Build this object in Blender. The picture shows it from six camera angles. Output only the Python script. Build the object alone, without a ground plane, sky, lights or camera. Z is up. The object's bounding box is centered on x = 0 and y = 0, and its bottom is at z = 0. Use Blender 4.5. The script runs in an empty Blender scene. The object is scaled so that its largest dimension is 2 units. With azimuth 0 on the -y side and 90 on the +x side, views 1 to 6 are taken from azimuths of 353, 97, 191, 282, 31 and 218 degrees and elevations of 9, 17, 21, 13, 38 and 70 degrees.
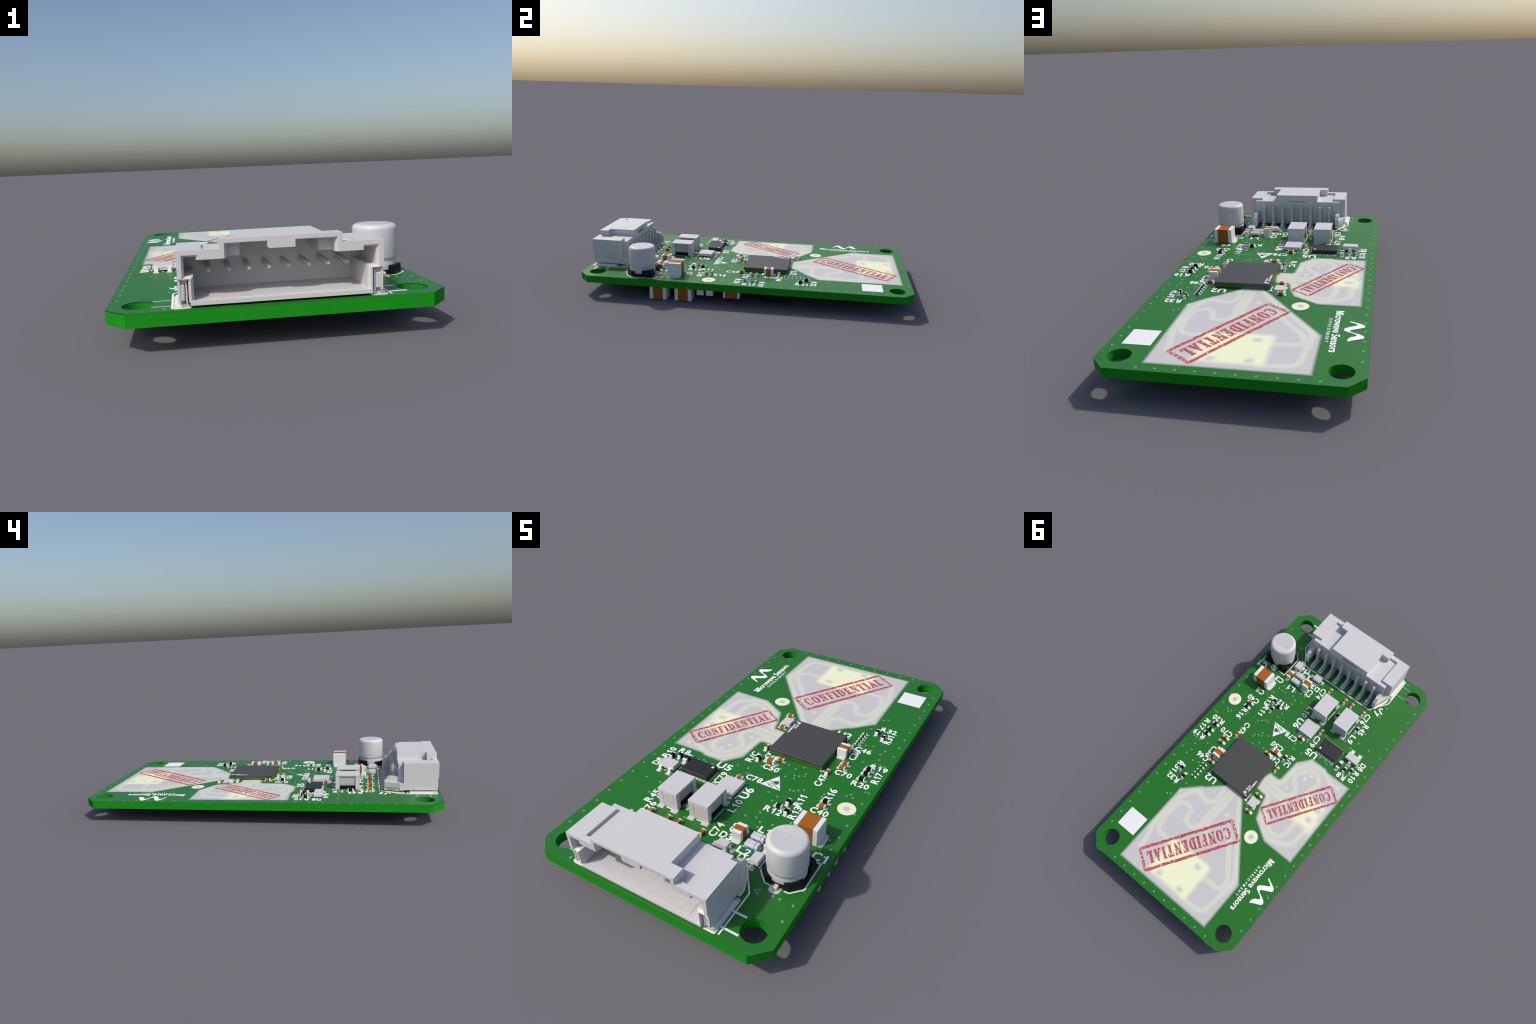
import bpy, bmesh, math, random
from mathutils import Vector, Matrix

random.seed(7)

# ------------------------------------------------------------------ sizes
ZB, ZT = 0.085, 0.128          # underside and top of the printed circuit board
HX, HY, CH = 0.515, 1.0, 0.062  # half width, half length, corner chamfer
HOLE = (0.424, 0.907, 0.0475)   # mounting hole centre and radius
Z_PATCH, Z_SILK, Z_STAMP = ZT + 0.0004, ZT + 0.0007, ZT + 0.0008

# ------------------------------------------------------------------ materials
def material(name, col, rough=0.5, spec=0.5, metal=0.0, vary=0.0, scale=40.0, bump=0.0):
    m = bpy.data.materials.new(name)
    m.use_nodes = True
    nt = m.node_tree
    b = nt.nodes["Principled BSDF"]
    b.inputs["Base Color"].default_value = (*col, 1)
    b.inputs["Roughness"].default_value = rough
    b.inputs["Specular IOR Level"].default_value = spec
    b.inputs["Metallic"].default_value = metal
    if vary or bump:
        tc = nt.nodes.new("ShaderNodeTexCoord")
        nz = nt.nodes.new("ShaderNodeTexNoise")
        nz.inputs["Scale"].default_value = scale
        nz.inputs["Detail"].default_value = 4
        nt.links.new(tc.outputs["Object"], nz.inputs["Vector"])
        if vary:
            mx = nt.nodes.new("ShaderNodeMix")
            mx.data_type = "RGBA"
            mx.inputs[6].default_value = (*[c * (1 - vary) for c in col], 1)
            mx.inputs[7].default_value = (*[min(1, c * (1 + vary)) for c in col], 1)
            nt.links.new(nz.outputs["Fac"], mx.inputs[0])
            nt.links.new(mx.outputs[2], b.inputs["Base Color"])
        if bump:
            bp = nt.nodes.new("ShaderNodeBump")
            bp.inputs["Strength"].default_value = bump
            bp.inputs["Distance"].default_value = 0.001
            nt.links.new(nz.outputs["Fac"], bp.inputs["Height"])
            nt.links.new(bp.outputs["Normal"], b.inputs["Normal"])
    return m

MASK_GREEN = (0.0165, 0.161, 0.0155)
LAVENDER = (0.572, 0.560, 0.558)
CREAM = (0.87, 0.86, 0.61)
M = {
    "core": material("board_core_green", (0.012, 0.262, 0.012), 0.7, 0.1, vary=0.05, scale=12),
    "film_edge": material("copper_layer_edge", (0.012, 0.014, 0.022), 0.5),
    "silk": material("white_silkscreen", (0.834, 0.828, 0.845), 0.6, vary=0.02),
    "bright_silk": material("bright_silkscreen", (0.97, 0.97, 0.97), 0.6),
    "cream": material("bare_copper_finish", CREAM, 0.5, vary=0.03),
    "solder": material("solder_grey", (0.575, 0.565, 0.575), 0.45, vary=0.04),
    "nylon": material("connector_plastic", (0.620, 0.608, 0.608), 0.5, vary=0.015, scale=60),
    "pin": material("plated_pin", (0.52, 0.51, 0.515), 0.45, vary=0.03),
    "white_body": material("pale_component_body", (0.620, 0.608, 0.610), 0.5, vary=0.02),
    "terminal": material("tinned_terminal", (0.80, 0.79, 0.80), 0.45, vary=0.03),
    "orange": material("ceramic_orange", (0.358, 0.113, 0.010), 0.55, 0.25, vary=0.05),
    "black": material("black_body", (0.004, 0.004, 0.004), 0.5, 0.25, vary=0.1),
    "chip_grey": material("mould_compound_grey", (0.060, 0.060, 0.0585), 0.55, vary=0.03),
    "chip_dark": material("mould_compound_dark", (0.019, 0.019, 0.019), 0.5, vary=0.03),
    "substrate": material("chip_substrate_green", (0.055, 0.20, 0.010), 0.5),
    "winding": material("winding_wire", (0.50, 0.50, 0.50), 0.5, vary=0.06),
    "can": material("capacitor_can", (0.615, 0.605, 0.605), 0.45, vary=0.01),
    "can_mark": material("capacitor_can_mark", (0.565, 0.555, 0.56), 0.45),
    "lead": material("pale_gold_lead", (0.72, 0.70, 0.42), 0.45),
    "blue": material("blue_ferrite", (0.005, 0.22, 0.46), 0.45, vary=0.04),
    "via": material("via_ring", (0.30, 0.46, 0.35), 0.5),
    "via_gold": material("via_ring_gold", (0.50, 0.42, 0.16), 0.5),
}

def link(nt, a, b):
    nt.links.new(a, b)

def mask_material():
    """Green solder mask with the faint relief of the copper traces beneath."""
    m = material("green_solder_mask", MASK_GREEN, 0.42, 0.45)
    nt = m.node_tree
    b = nt.nodes["Principled BSDF"]
    tc = nt.nodes.new("ShaderNodeTexCoord")
    nz = nt.nodes.new("ShaderNodeTexNoise")
    nz.inputs["Scale"].default_value = 3.2
    nz.inputs["Detail"].default_value = 1.5
    link(nt, tc.outputs["Object"], nz.inputs["Vector"])
    mul = nt.nodes.new("ShaderNodeMath"); mul.operation = "MULTIPLY"
    mul.inputs[1].default_value = 260.0
    link(nt, nz.outputs["Fac"], mul.inputs[0])
    sn = nt.nodes.new("ShaderNodeMath"); sn.operation = "SINE"
    link(nt, mul.outputs[0], sn.inputs[0])
    ramp = nt.nodes.new("ShaderNodeMapRange")
    ramp.inputs["From Min"].default_value = 0.55
    ramp.inputs["From Max"].default_value = 0.95
    link(nt, sn.outputs[0], ramp.inputs["Value"])
    mx = nt.nodes.new("ShaderNodeMix"); mx.data_type = "RGBA"
    mx.inputs[6].default_value = (*[c * 1.0 for c in MASK_GREEN], 1)
    mx.inputs[7].default_value = (*[c * 0.955 for c in MASK_GREEN], 1)
    link(nt, ramp.outputs[0], mx.inputs[0])
    link(nt, mx.outputs[2], b.inputs["Base Color"])
    return m
M["mask"] = mask_material()

# ---- blurred antenna artwork: distance fields computed in nodes
def segment_group():
    g = bpy.data.node_groups.new("segment_distance", "ShaderNodeTree")
    for n in ("Point", "Start", "Span"):
        g.interface.new_socket(n, in_out="INPUT", socket_type="NodeSocketVector")
    g.interface.new_socket("Inverse", in_out="INPUT", socket_type="NodeSocketFloat")
    g.interface.new_socket("Nearest", in_out="INPUT", socket_type="NodeSocketFloat")
    g.interface.new_socket("Distance", in_out="OUTPUT", socket_type="NodeSocketFloat")
    g.interface.new_socket("Next Point", in_out="OUTPUT", socket_type="NodeSocketVector")
    gi, go = g.nodes.new("NodeGroupInput"), g.nodes.new("NodeGroupOutput")
    def vm(op):
        n = g.nodes.new("ShaderNodeVectorMath"); n.operation = op; return n
    pa = vm("SUBTRACT")
    link(g, gi.outputs["Point"], pa.inputs[0]); link(g, gi.outputs["Start"], pa.inputs[1])
    dt = vm("DOT_PRODUCT")
    link(g, pa.outputs[0], dt.inputs[0]); link(g, gi.outputs["Span"], dt.inputs[1])
    ml = g.nodes.new("ShaderNodeMath"); ml.operation = "MULTIPLY"; ml.use_clamp = True
    link(g, dt.outputs["Value"], ml.inputs[0]); link(g, gi.outputs["Inverse"], ml.inputs[1])
    sc = vm("SCALE")
    link(g, gi.outputs["Span"], sc.inputs[0]); link(g, ml.outputs[0], sc.inputs["Scale"])
    sb = vm("SUBTRACT")
    link(g, pa.outputs[0], sb.inputs[0]); link(g, sc.outputs[0], sb.inputs[1])
    ln = vm("LENGTH")
    link(g, sb.outputs[0], ln.inputs[0])
    mn = g.nodes.new("ShaderNodeMath"); mn.operation = "MINIMUM"
    link(g, gi.outputs["Nearest"], mn.inputs[0]); link(g, ln.outputs["Value"], mn.inputs[1])
    link(g, mn.outputs[0], go.inputs["Distance"])
    # hand the point on through the result, so the segments are evaluated one after another
    nx = vm("MULTIPLY_ADD")
    link(g, mn.outputs[0], nx.inputs[0]); nx.inputs[1].default_value = (1e-9, 1e-9, 0)
    link(g, gi.outputs["Point"], nx.inputs[2])
    link(g, nx.outputs[0], go.inputs["Next Point"])
    return g
SEG = segment_group()

def math_node(nt, op, a, b):
    n = nt.nodes.new("ShaderNodeMath"); n.operation = op
    for i, v in enumerate((a, b)):
        if isinstance(v, (int, float)):
            n.inputs[i].default_value = v
        else:
            link(nt, v, n.inputs[i])
    return n.outputs[0]

def path_distance(nt, P, paths, closed=False):
    best = None
    for path in paths:
        pts = list(path) + ([path[0]] if closed else [])
        if len(pts) == 1:
            pts = [pts[0], (pts[0][0] + 1e-3, pts[0][1])]
        for (ax, ay), (bx, by) in zip(pts, pts[1:]):
            n = nt.nodes.new("ShaderNodeGroup"); n.node_tree = SEG
            link(nt, P, n.inputs["Point"])
            n.inputs["Start"].default_value = (ax, ay, 0)
            n.inputs["Span"].default_value = (bx - ax, by - ay, 0)
            n.inputs["Inverse"].default_value = 1.0 / max(1e-9, (bx - ax) ** 2 + (by - ay) ** 2)
            if best is None:
                n.inputs["Nearest"].default_value = 9.0
            else:
                link(nt, best, n.inputs["Nearest"])
            best, P = n.outputs["Distance"], n.outputs["Next Point"]
    return best, P

def smooth(nt, v, lo, hi, out_lo=0.0, out_hi=1.0):
    n = nt.nodes.new("ShaderNodeMapRange"); n.interpolation_type = "SMOOTHSTEP"
    link(nt, v, n.inputs["Value"])
    n.inputs["From Min"].default_value = lo; n.inputs["From Max"].default_value = hi
    n.inputs["To Min"].default_value = out_lo; n.inputs["To Max"].default_value = out_hi
    return n.outputs[0]

def box_mask(nt, P, cx, cy, hx, hy, blur):
    sep = nt.nodes.new("ShaderNodeSeparateXYZ"); link(nt, P, sep.inputs[0])
    dx = math_node(nt, "SUBTRACT", math_node(nt, "ABSOLUTE", math_node(nt, "SUBTRACT", sep.outputs[0], cx), 0), hx)
    dy = math_node(nt, "SUBTRACT", math_node(nt, "ABSOLUTE", math_node(nt, "SUBTRACT", sep.outputs[1], cy), 0), hy)
    return math_node(nt, "MULTIPLY", smooth(nt, dx, -blur, blur, 1, 0), smooth(nt, dy, -blur, blur, 1, 0))

def mix(nt, f, a, b):
    n = nt.nodes.new("ShaderNodeMix"); n.data_type = "RGBA"
    if isinstance(f, (int, float)):
        n.inputs[0].default_value = f
    else:
        link(nt, f, n.inputs[0])
    for i, v in ((6, a), (7, b)):
        if isinstance(v, tuple):
            n.inputs[i].default_value = (*v, 1)
        else:
            link(nt, v, n.inputs[i])
    return n.outputs[2]

def artwork_colour(nt, art):
    tc = nt.nodes.new("ShaderNodeTexCoord")
    fl = nt.nodes.new("ShaderNodeVectorMath"); fl.operation = "MULTIPLY"
    link(nt, tc.outputs["Object"], fl.inputs[0]); fl.inputs[1].default_value = (1, 1, 0)
    P = fl.outputs[0]
    col = LAVENDER
    d, P = path_distance(nt, P, art["traces"])
    tr = smooth(nt, d, 0.006, 0.022, 0.95, 0.0)
    col = mix(nt, tr, col, (0.665, 0.675, 0.575))
    dd, P = path_distance(nt, P, [[p] for p in art["dots"]])
    col = mix(nt, smooth(nt, dd, 0.004, 0.018, 0.9, 0.0), col, (0.71, 0.73, 0.555))
    ye = None
    for (cx, cy, hx, hy) in art["yellow"]:
        m = box_mask(nt, P, cx, cy, hx, hy, art["blur"])
        ye = m if ye is None else math_node(nt, "MAXIMUM", ye, m)
    col = mix(nt, ye, col, (0.86, 0.875, 0.60))
    for (cx, cy) in art["spots"]:
        col = mix(nt, math_node(nt, "MULTIPLY", box_mask(nt, P, cx, cy, 0.017, 0.015, 0.013), 0.92), col, (0.60, 0.59, 0.56))
    e, P = path_distance(nt, P, [art["outline"]], closed=True)
    col = mix(nt, smooth(nt, e, -0.002, 0.0185, 1.0, 0.0), col, MASK_GREEN)
    return col, P

BIG = dict(
    outline=[(.318, .953), (.321, .440), (.222, .342), (.212, .340), (.123, .258), (.095, .205), (-.015, .205), (-.013, .250), (-.329, .657), (-.327, .952)],
    traces=[
        [(.112, .255), (.099, .349), (.107, .386), (.140, .403), (.173, .397), (.210, .387), (.240, .399), (.257, .433), (.278, .482), (.287, .56), (.292, .640), (.287, .699), (.269, .769), (.252, .845)],
        [(.072, .255), (.069, .357), (.077, .474), (.072, .533), (.090, .569), (.127, .578), (.159, .564), (.168, .536), (.173, .505), (.198, .486), (.231, .489), (.255, .507), (.267, .565), (.266, .644), (.256, .690), (.230, .708), (.131, .712)],
        [(.044, .255), (.043, .368), (.051, .477), (.039, .522), (-.029, .598)],
        [(.008, .262), (-.151, .468), (-.278, .634), (-.289, .670), (-.286, .722), (-.272, .818), (-.268, .864), (-.254, .889), (-.220, .902), (-.118, .907)],
        [(-.100, .479), (-.245, .661), (-.263, .704), (-.254, .737), (-.218, .747), (-.111, .747)],
    ],
    dots=[(-.007, .390), (.308, .454), (-.030, .600)],
    yellow=[(0.0, .795, .140, .113)],
    spots=[(-.077, .726), (.070, .883), (-.080, .881)],
    blur=0.019,
)
SMALL = dict(
    outline=[(-.033, .162), (-.020, .075), (-.036, .026), (-.098, .026), (-.105, .017), (-.112, -.120), (-.179, -.200), (-.284, -.200), (-.306, -.189), (-.468, -.189), (-.471, .383), (-.271, .382), (-.147, .308), (-.116, .227), (-.101, .167)],
    traces=[
        [(-.036, .053), (-.108, .058), (-.130, .040), (-.136, .004), (-.137, -.059), (-.151, -.101), (-.186, -.146), (-.226, -.169), (-.273, -.175), (-.324, -.154), (-.372, -.135)],
        [(-.036, .082), (-.119, .085), (-.188, .091), (-.215, .075), (-.231, .044), (-.217, .012), (-.180, -.020), (-.167, -.052), (-.183, -.090), (-.216, -.129), (-.257, -.137), (-.287, -.124), (-.305, -.089), (-.298, -.053), (-.287, -.002)],
        [(-.036, .114), (-.130, .120), (-.188, .120), (-.225, .130)],
        [(-.036, .144), (-.108, .150), (-.133, .166), (-.142, .206), (-.169, .232), (-.221, .284), (-.271, .313), (-.315, .312), (-.334, .280), (-.342, .227), (-.344, .172)],
        [(-.165, .272), (-.243, .336), (-.289, .350), (-.338, .334), (-.394, .305), (-.413, .273), (-.411, .228), (-.419, .182)],
    ],
    dots=[(-.172, .043), (-.224, -.067), (-.245, -.103), (-.409, -.143), (-.179, -.181)],
    yellow=[(-.366, .083, .066, .088), (-.430, .135, .016, .050)],
    spots=[(-.393, .119), (-.402, .043), (-.318, .118)],
    blur=0.026,
)

def patch_material(name, art):
    m = material(name, LAVENDER, 0.5, 0.4)
    nt = m.node_tree
    col, _ = artwork_colour(nt, art)
    link(nt, col, nt.nodes["Principled BSDF"].inputs["Base Color"])
    return m

def stamp_material(name, art, centre, angle, half_len):
    """Red ink broken up by wear; worn spots show the artwork underneath."""
    m = material(name, (0.5, 0.05, 0.05), 0.6, 0.3)
    nt = m.node_tree
    col, P = artwork_colour(nt, art)
    nz = nt.nodes.new("ShaderNodeTexNoise")
    nz.inputs["Scale"].default_value = 95; nz.inputs["Detail"].default_value = 5
    nz.inputs["Roughness"].default_value = 0.65
    link(nt, P, nz.inputs["Vector"])
    # the short ends of the frame are more worn than the rest
    sb = nt.nodes.new("ShaderNodeVectorMath"); sb.operation = "SUBTRACT"
    link(nt, P, sb.inputs[0]); sb.inputs[1].default_value = (centre[0], centre[1], 0)
    dt = nt.nodes.new("ShaderNodeVectorMath"); dt.operation = "DOT_PRODUCT"
    link(nt, sb.outputs[0], dt.inputs[0]); dt.inputs[1].default_value = (math.cos(angle), math.sin(angle), 0)
    ab = math_node(nt, "ABSOLUTE", dt.outputs["Value"], 0)
    worn = smooth(nt, ab, half_len * 0.93, half_len * 0.965, 0.0, 0.075)
    nv = math_node(nt, "SUBTRACT", nz.outputs["Fac"], worn)
    ink = smooth(nt, nv, 0.375, 0.435, 0.12, 0.97)
    n2 = nt.nodes.new("ShaderNodeTexNoise"); n2.inputs["Scale"].default_value = 14
    link(nt, P, n2.inputs["Vector"])
    red = mix(nt, smooth(nt, n2.outputs["Fac"], 0.35, 0.65), (0.50, 0.085, 0.085), (0.45, 0.036, 0.040))
    out = mix(nt, ink, col, red)
    link(nt, out, nt.nodes["Principled BSDF"].inputs["Base Color"])
    return m

# ------------------------------------------------------------------ mesh helpers
COL = bpy.context.scene.collection

def new_obj(name, mesh, parent=None):
    o = bpy.data.objects.new(name, mesh)
    COL.objects.link(o)
    if parent is not None:
        o.parent = parent
    return o

def mesh_from_bm(bm, name, mats, smooth_angle=None):
    bmesh.ops.recalc_face_normals(bm, faces=bm.faces)
    me = bpy.data.meshes.new(name)
    bm.to_mesh(me); bm.free()
    for m in (mats if isinstance(mats, (list, tuple)) else [mats]):
        me.materials.append(m)
    if smooth_angle is not None:
        for p in me.polygons:
            p.use_smooth = True
        me.set_sharp_from_angle(angle=math.radians(smooth_angle))
    return me

def add_prism(bm, poly, z0, z1, mat=0, top_inset=None):
    """Extrude a plan polygon; top_inset (dx, dy) shrinks the top for a taper."""
    n = len(poly)
    cx = sum(p[0] for p in poly) / n; cy = sum(p[1] for p in poly) / n
    lo = [bm.verts.new((x, y, z0)) for x, y in poly]
    if top_inset:
        ix, iy = top_inset
        hi = []
        for x, y in poly:
            hi.append(bm.verts.new((x - math.copysign(ix, x - cx), y - math.copysign(iy, y - cy), z1)))
    else:
        hi = [bm.verts.new((x, y, z1)) for x, y in poly]
    fs = [bm.faces.new(hi), bm.faces.new(lo[::-1])]
    for i in range(n):
        j = (i + 1) % n
        fs.append(bm.faces.new((lo[i], lo[j], hi[j], hi[i])))
    for f in fs:
        f.material_index = mat
    return fs

def rect(x0, x1, y0, y1):
    return [(x0, y0), (x1, y0), (x1, y1), (x0, y1)]

def add_box(bm, x0, x1, y0, y1, z0, z1, mat=0, bevel=0.0, inset=None):
    fs = add_prism(bm, rect(x0, x1, y0, y1), z0, z1, mat, inset)
    if bevel > 0:
        es = {e for f in fs for e in f.edges}
        r = bmesh.ops.bevel(bm, geom=list(es), offset=bevel, segments=1, affect="EDGES", profile=0.5)
        for f in r["faces"]:
            f.material_index = mat
    return fs

def ring_pts(cx, cy, r, n, a0=0.0):
    return [(cx + r * math.cos(a0 + 2 * math.pi * i / n), cy + r * math.sin(a0 + 2 * math.pi * i / n)) for i in range(n)]

def rounded_rect(x0, x1, y0, y1, r, n=5):
    pts = []
    for cx, cy, a in ((x1 - r, y1 - r, 0), (x0 + r, y1 - r, 90), (x0 + r, y0 + r, 180), (x1 - r, y0 + r, 270)):
        for i in range(n + 1):
            t = math.radians(a + 90 * i / n)
            pts.append((cx + r * math.cos(t), cy + r * math.sin(t)))
    return pts

def catmull(pts, n=5):
    out = []
    m = len(pts)
    for i in range(m):
        p0, p1, p2, p3 = (Vector(pts[(i + k) % m]) for k in (-1, 0, 1, 2))
        for s in range(n):
            t = s / n
            out.append(tuple(0.5 * ((2 * p1) + (p2 - p0) * t + (2 * p0 - 5 * p1 + 4 * p2 - p3) * t * t + (3 * p1 - p0 - 3 * p2 + p3) * t ** 3)))
    return out

def add_tri_prism(bm, poly, z0, z1, mat=0):
    """Prism over a concave outline (ear clipping done by Blender)."""
    return add_prism(bm, poly, z0, z1, mat)

def stroke(bm, a, b, w, z0, z1, mat=0, ext=0.0):
    a, b = Vector(a), Vector(b)
    d = (b - a).normalized(); n = Vector((-d.y, d.x)) * w / 2
    a = a - d * ext; b = b + d * ext
    add_prism(bm, [tuple(a - n), tuple(b - n), tuple(b + n), tuple(a + n)], z0, z1, mat)

def polyline(bm, pts, w, z, closed=False, mat=0):
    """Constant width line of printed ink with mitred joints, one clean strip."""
    n = len(pts)
    P = [Vector(p) for p in pts]
    L, R = [], []
    for i in range(n):
        dirs = []
        if i > 0 or closed:
            dirs.append((P[i] - P[i - 1]).normalized())
        if i < n - 1 or closed:
            dirs.append((P[(i + 1) % n] - P[i]).normalized())
        t = sum(dirs, Vector((0, 0))).normalized()
        nn = Vector((-t.y, t.x))
        k = w / 2 / max(0.4, abs(nn.dot(Vector((-dirs[0].y, dirs[0].x)))))
        L.append(P[i] + nn * k); R.append(P[i] - nn * k)
    for i in range(n if closed else n - 1):
        j = (i + 1) % n
        add_prism(bm, [tuple(R[i]), tuple(R[j]), tuple(L[j]), tuple(L[i])], ZT - 0.0004, z, mat)

def boolean(base, cutters, op="DIFFERENCE"):
    for c in cutters:
        md = base.modifiers.new("bool", "BOOLEAN")
        md.operation = op; md.solver = "EXACT"; md.object = c
    dg = bpy.context.evaluated_depsgraph_get()
    me = bpy.data.meshes.new_from_object(base.evaluated_get(dg))
    base.modifiers.clear()
    old = base.data
    base.data = me
    bpy.data.meshes.remove(old)
    for c in cutters:
        cm = c.data
        bpy.data.objects.remove(c); bpy.data.meshes.remove(cm)

def temp_box(x0, x1, y0, y1, z0, z1):
    bm = bmesh.new(); add_box(bm, x0, x1, y0, y1, z0, z1)
    return new_obj("cutter", mesh_from_bm(bm, "cutter", []))

# ------------------------------------------------------------------ root
root = bpy.data.objects.new("circuit_board", None)
COL.objects.link(root)
root["label"] = "green radar sensor circuit board with white connector and blurred antennas"
root["category"] = "circuit board"

# ------------------------------------------------------------------ board
outline = [(-HX + CH, -HY), (HX - CH, -HY), (HX, -HY + CH), (HX, HY - CH), (HX - CH, HY), (-HX + CH, HY), (-HX, HY - CH), (-HX, -HY + CH)]

def plate_with_holes(name, z0, z1, mats, top_mat=0, side_fn=None):
    """Board-shaped slab: outline split in quadrant fans around each hole."""
    bm = bmesh.new()
    add_prism(bm, outline, z0, z1)
    o = new_obj(name, mesh_from_bm(bm, name, mats), root)
    cut = []
    for sx in (-1, 1):
        for sy in (-1, 1):
            b2 = bmesh.new()
            add_prism(b2, ring_pts(sx * HOLE[0], sy * HOLE[1], HOLE[2], 64), z0 - 0.01, z1 + 0.01)
            cut.append(new_obj("cutter", mesh_from_bm(b2, "cutter", [])))
    boolean(o, cut)
    o.data.materials.clear()
    for m in mats:
        o.data.materials.append(m)
    for p in o.data.polygons:
        p.material_index = side_fn(p)
    return o

ZF = ZT - 0.0028   # height where the thin top layer starts
def core_faces(p):
    return 1 if p.normal.z < -0.5 else 0
board = plate_with_holes("board", ZB, ZF, [M["core"], M["mask"]], side_fn=core_faces)

def film_faces(p):
    if abs(p.normal.z) > 0.5:
        return 0
    c = p.center
    if abs(abs(p.normal.x) - abs(p.normal.y)) < 0.2 and abs(c.x) > HX - CH and abs(c.y) > HY - CH:
        return 1
    if math.hypot(abs(c.x) - HOLE[0], abs(c.y) - HOLE[1]) < HOLE[2] * 1.05:
        return 1
    return 0
film = plate_with_holes("solder_mask", ZF, ZT, [M["mask"], M["film_edge"]], side_fn=film_faces)

# ------------------------------------------------------------------ antenna patches and stamps
def patch(name, art, mat):
    bm = bmesh.new()
    add_prism(bm, art["outline"], ZT - 0.0005, Z_PATCH)
    return new_obj(name, mesh_from_bm(bm, name, mat), root)

patch_big = patch("antenna_patch", BIG, patch_material("blurred_antenna_artwork_wide", BIG))
patch_small = patch("antenna_patch", SMALL, patch_material("blurred_antenna_artwork_narrow", SMALL))

# slab-serif stencil alphabet on a unit em: every letter is a list of strokes
def glyph_strokes(ch):
    s, t, f = 0.28, 0.13, 0.12       # stem, thin stroke, serif thickness
    R = lambda x0, x1, y0, y1: rect(x0, x1, y0, y1)
    if ch == "I":
        return 0.42, [R(.07, .35, 0, 1), R(0, .42, 0, f), R(0, .42, 1 - f, 1)]
    if ch == "N":
        return 0.80, [R(.09, .21, 0, 1), R(.59, .71, 0, 1), [(.06, 1), (.56, 0), (.72, 0), (.72, .14), (.36, 1)], R(0, .30, 0, f), R(.50, .80, 1 - f, 1), R(0, .2, 1 - f, 1)]
    if ch in "FE":
        L = [R(.07, .35, 0, 1), R(0, .62, 1 - f, 1), R(.52, .62, .72, 1), R(.3, .50, .46, .55), R(.42, .50, .36, .66)]
        L += [R(0, .40, 0, f)] if ch == "F" else [R(0, .64, 0, f), R(.54, .64, 0, .28)]
        return 0.64, L
    if ch == "T":
        return 0.70, [R(.21, .49, 0, 1), R(0, .70, 1 - f, 1), R(0, .10, .70, 1), R(.60, .70, .70, 1), R(.14, .56, 0, f)]
    if ch == "L":
        return 0.62, [R(.07, .35, 0, 1), R(0, .42, 1 - f, 1), R(0, .62, 0, f), R(.52, .62, 0, .32)]
    if ch == "A":
        return 0.80, [[(.28, 1), (.48, 0), (.78, 0), (.48, 1)], [(.36, 1), (.08, 0), (.20, 0), (.42, .82)], R(.22, .6, .26, .35), R(0, .30, 0, f), R(.46, .80, 0, f)]
    outer, inner = [], []
    if ch == "O":
        half = []
        for sgn in (-1, 1):
            o = [(.38 + sgn * (.03 + .35 * math.sin(t)), .5 + .5 * math.cos(t)) for t in [math.pi * i / 14 for i in range(15)]]
            n = [(.38 + sgn * (.03 + .10 * math.sin(t)), .5 + .38 * math.cos(t)) for t in [math.pi * i / 14 for i in range(15)]]
            half.append(o + n[::-1])
        return 0.76, half
    if ch == "C":
        ang = [math.radians(48 + 264 * i / 22) for i in range(23)]
        o = [(.38 + .38 * math.cos(a), .5 + .5 * math.sin(a)) for a in ang]
        n = [(.44 + .19 * math.cos(a), .5 + .39 * math.sin(a)) for a in ang]
        return 0.74, [o + n[::-1], R(.58, .68, .66, .98), R(.62, .70, .04, .26)]
    if ch == "D":
        ang = [math.radians(-90 + 180 * i / 14) for i in range(15)]
        o = [(.34 + .42 * math.cos(a), .5 + .5 * math.sin(a)) for a in ang]
        n = [(.36 + .15 * math.cos(a), .5 + .39 * math.sin(a)) for a in ang]
        return 0.78, [o + n[::-1], R(.06, .32, 0, 1), R(0, .36, 0, f), R(0, .36, 1 - f, 1)]
    return 0.5, []

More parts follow.
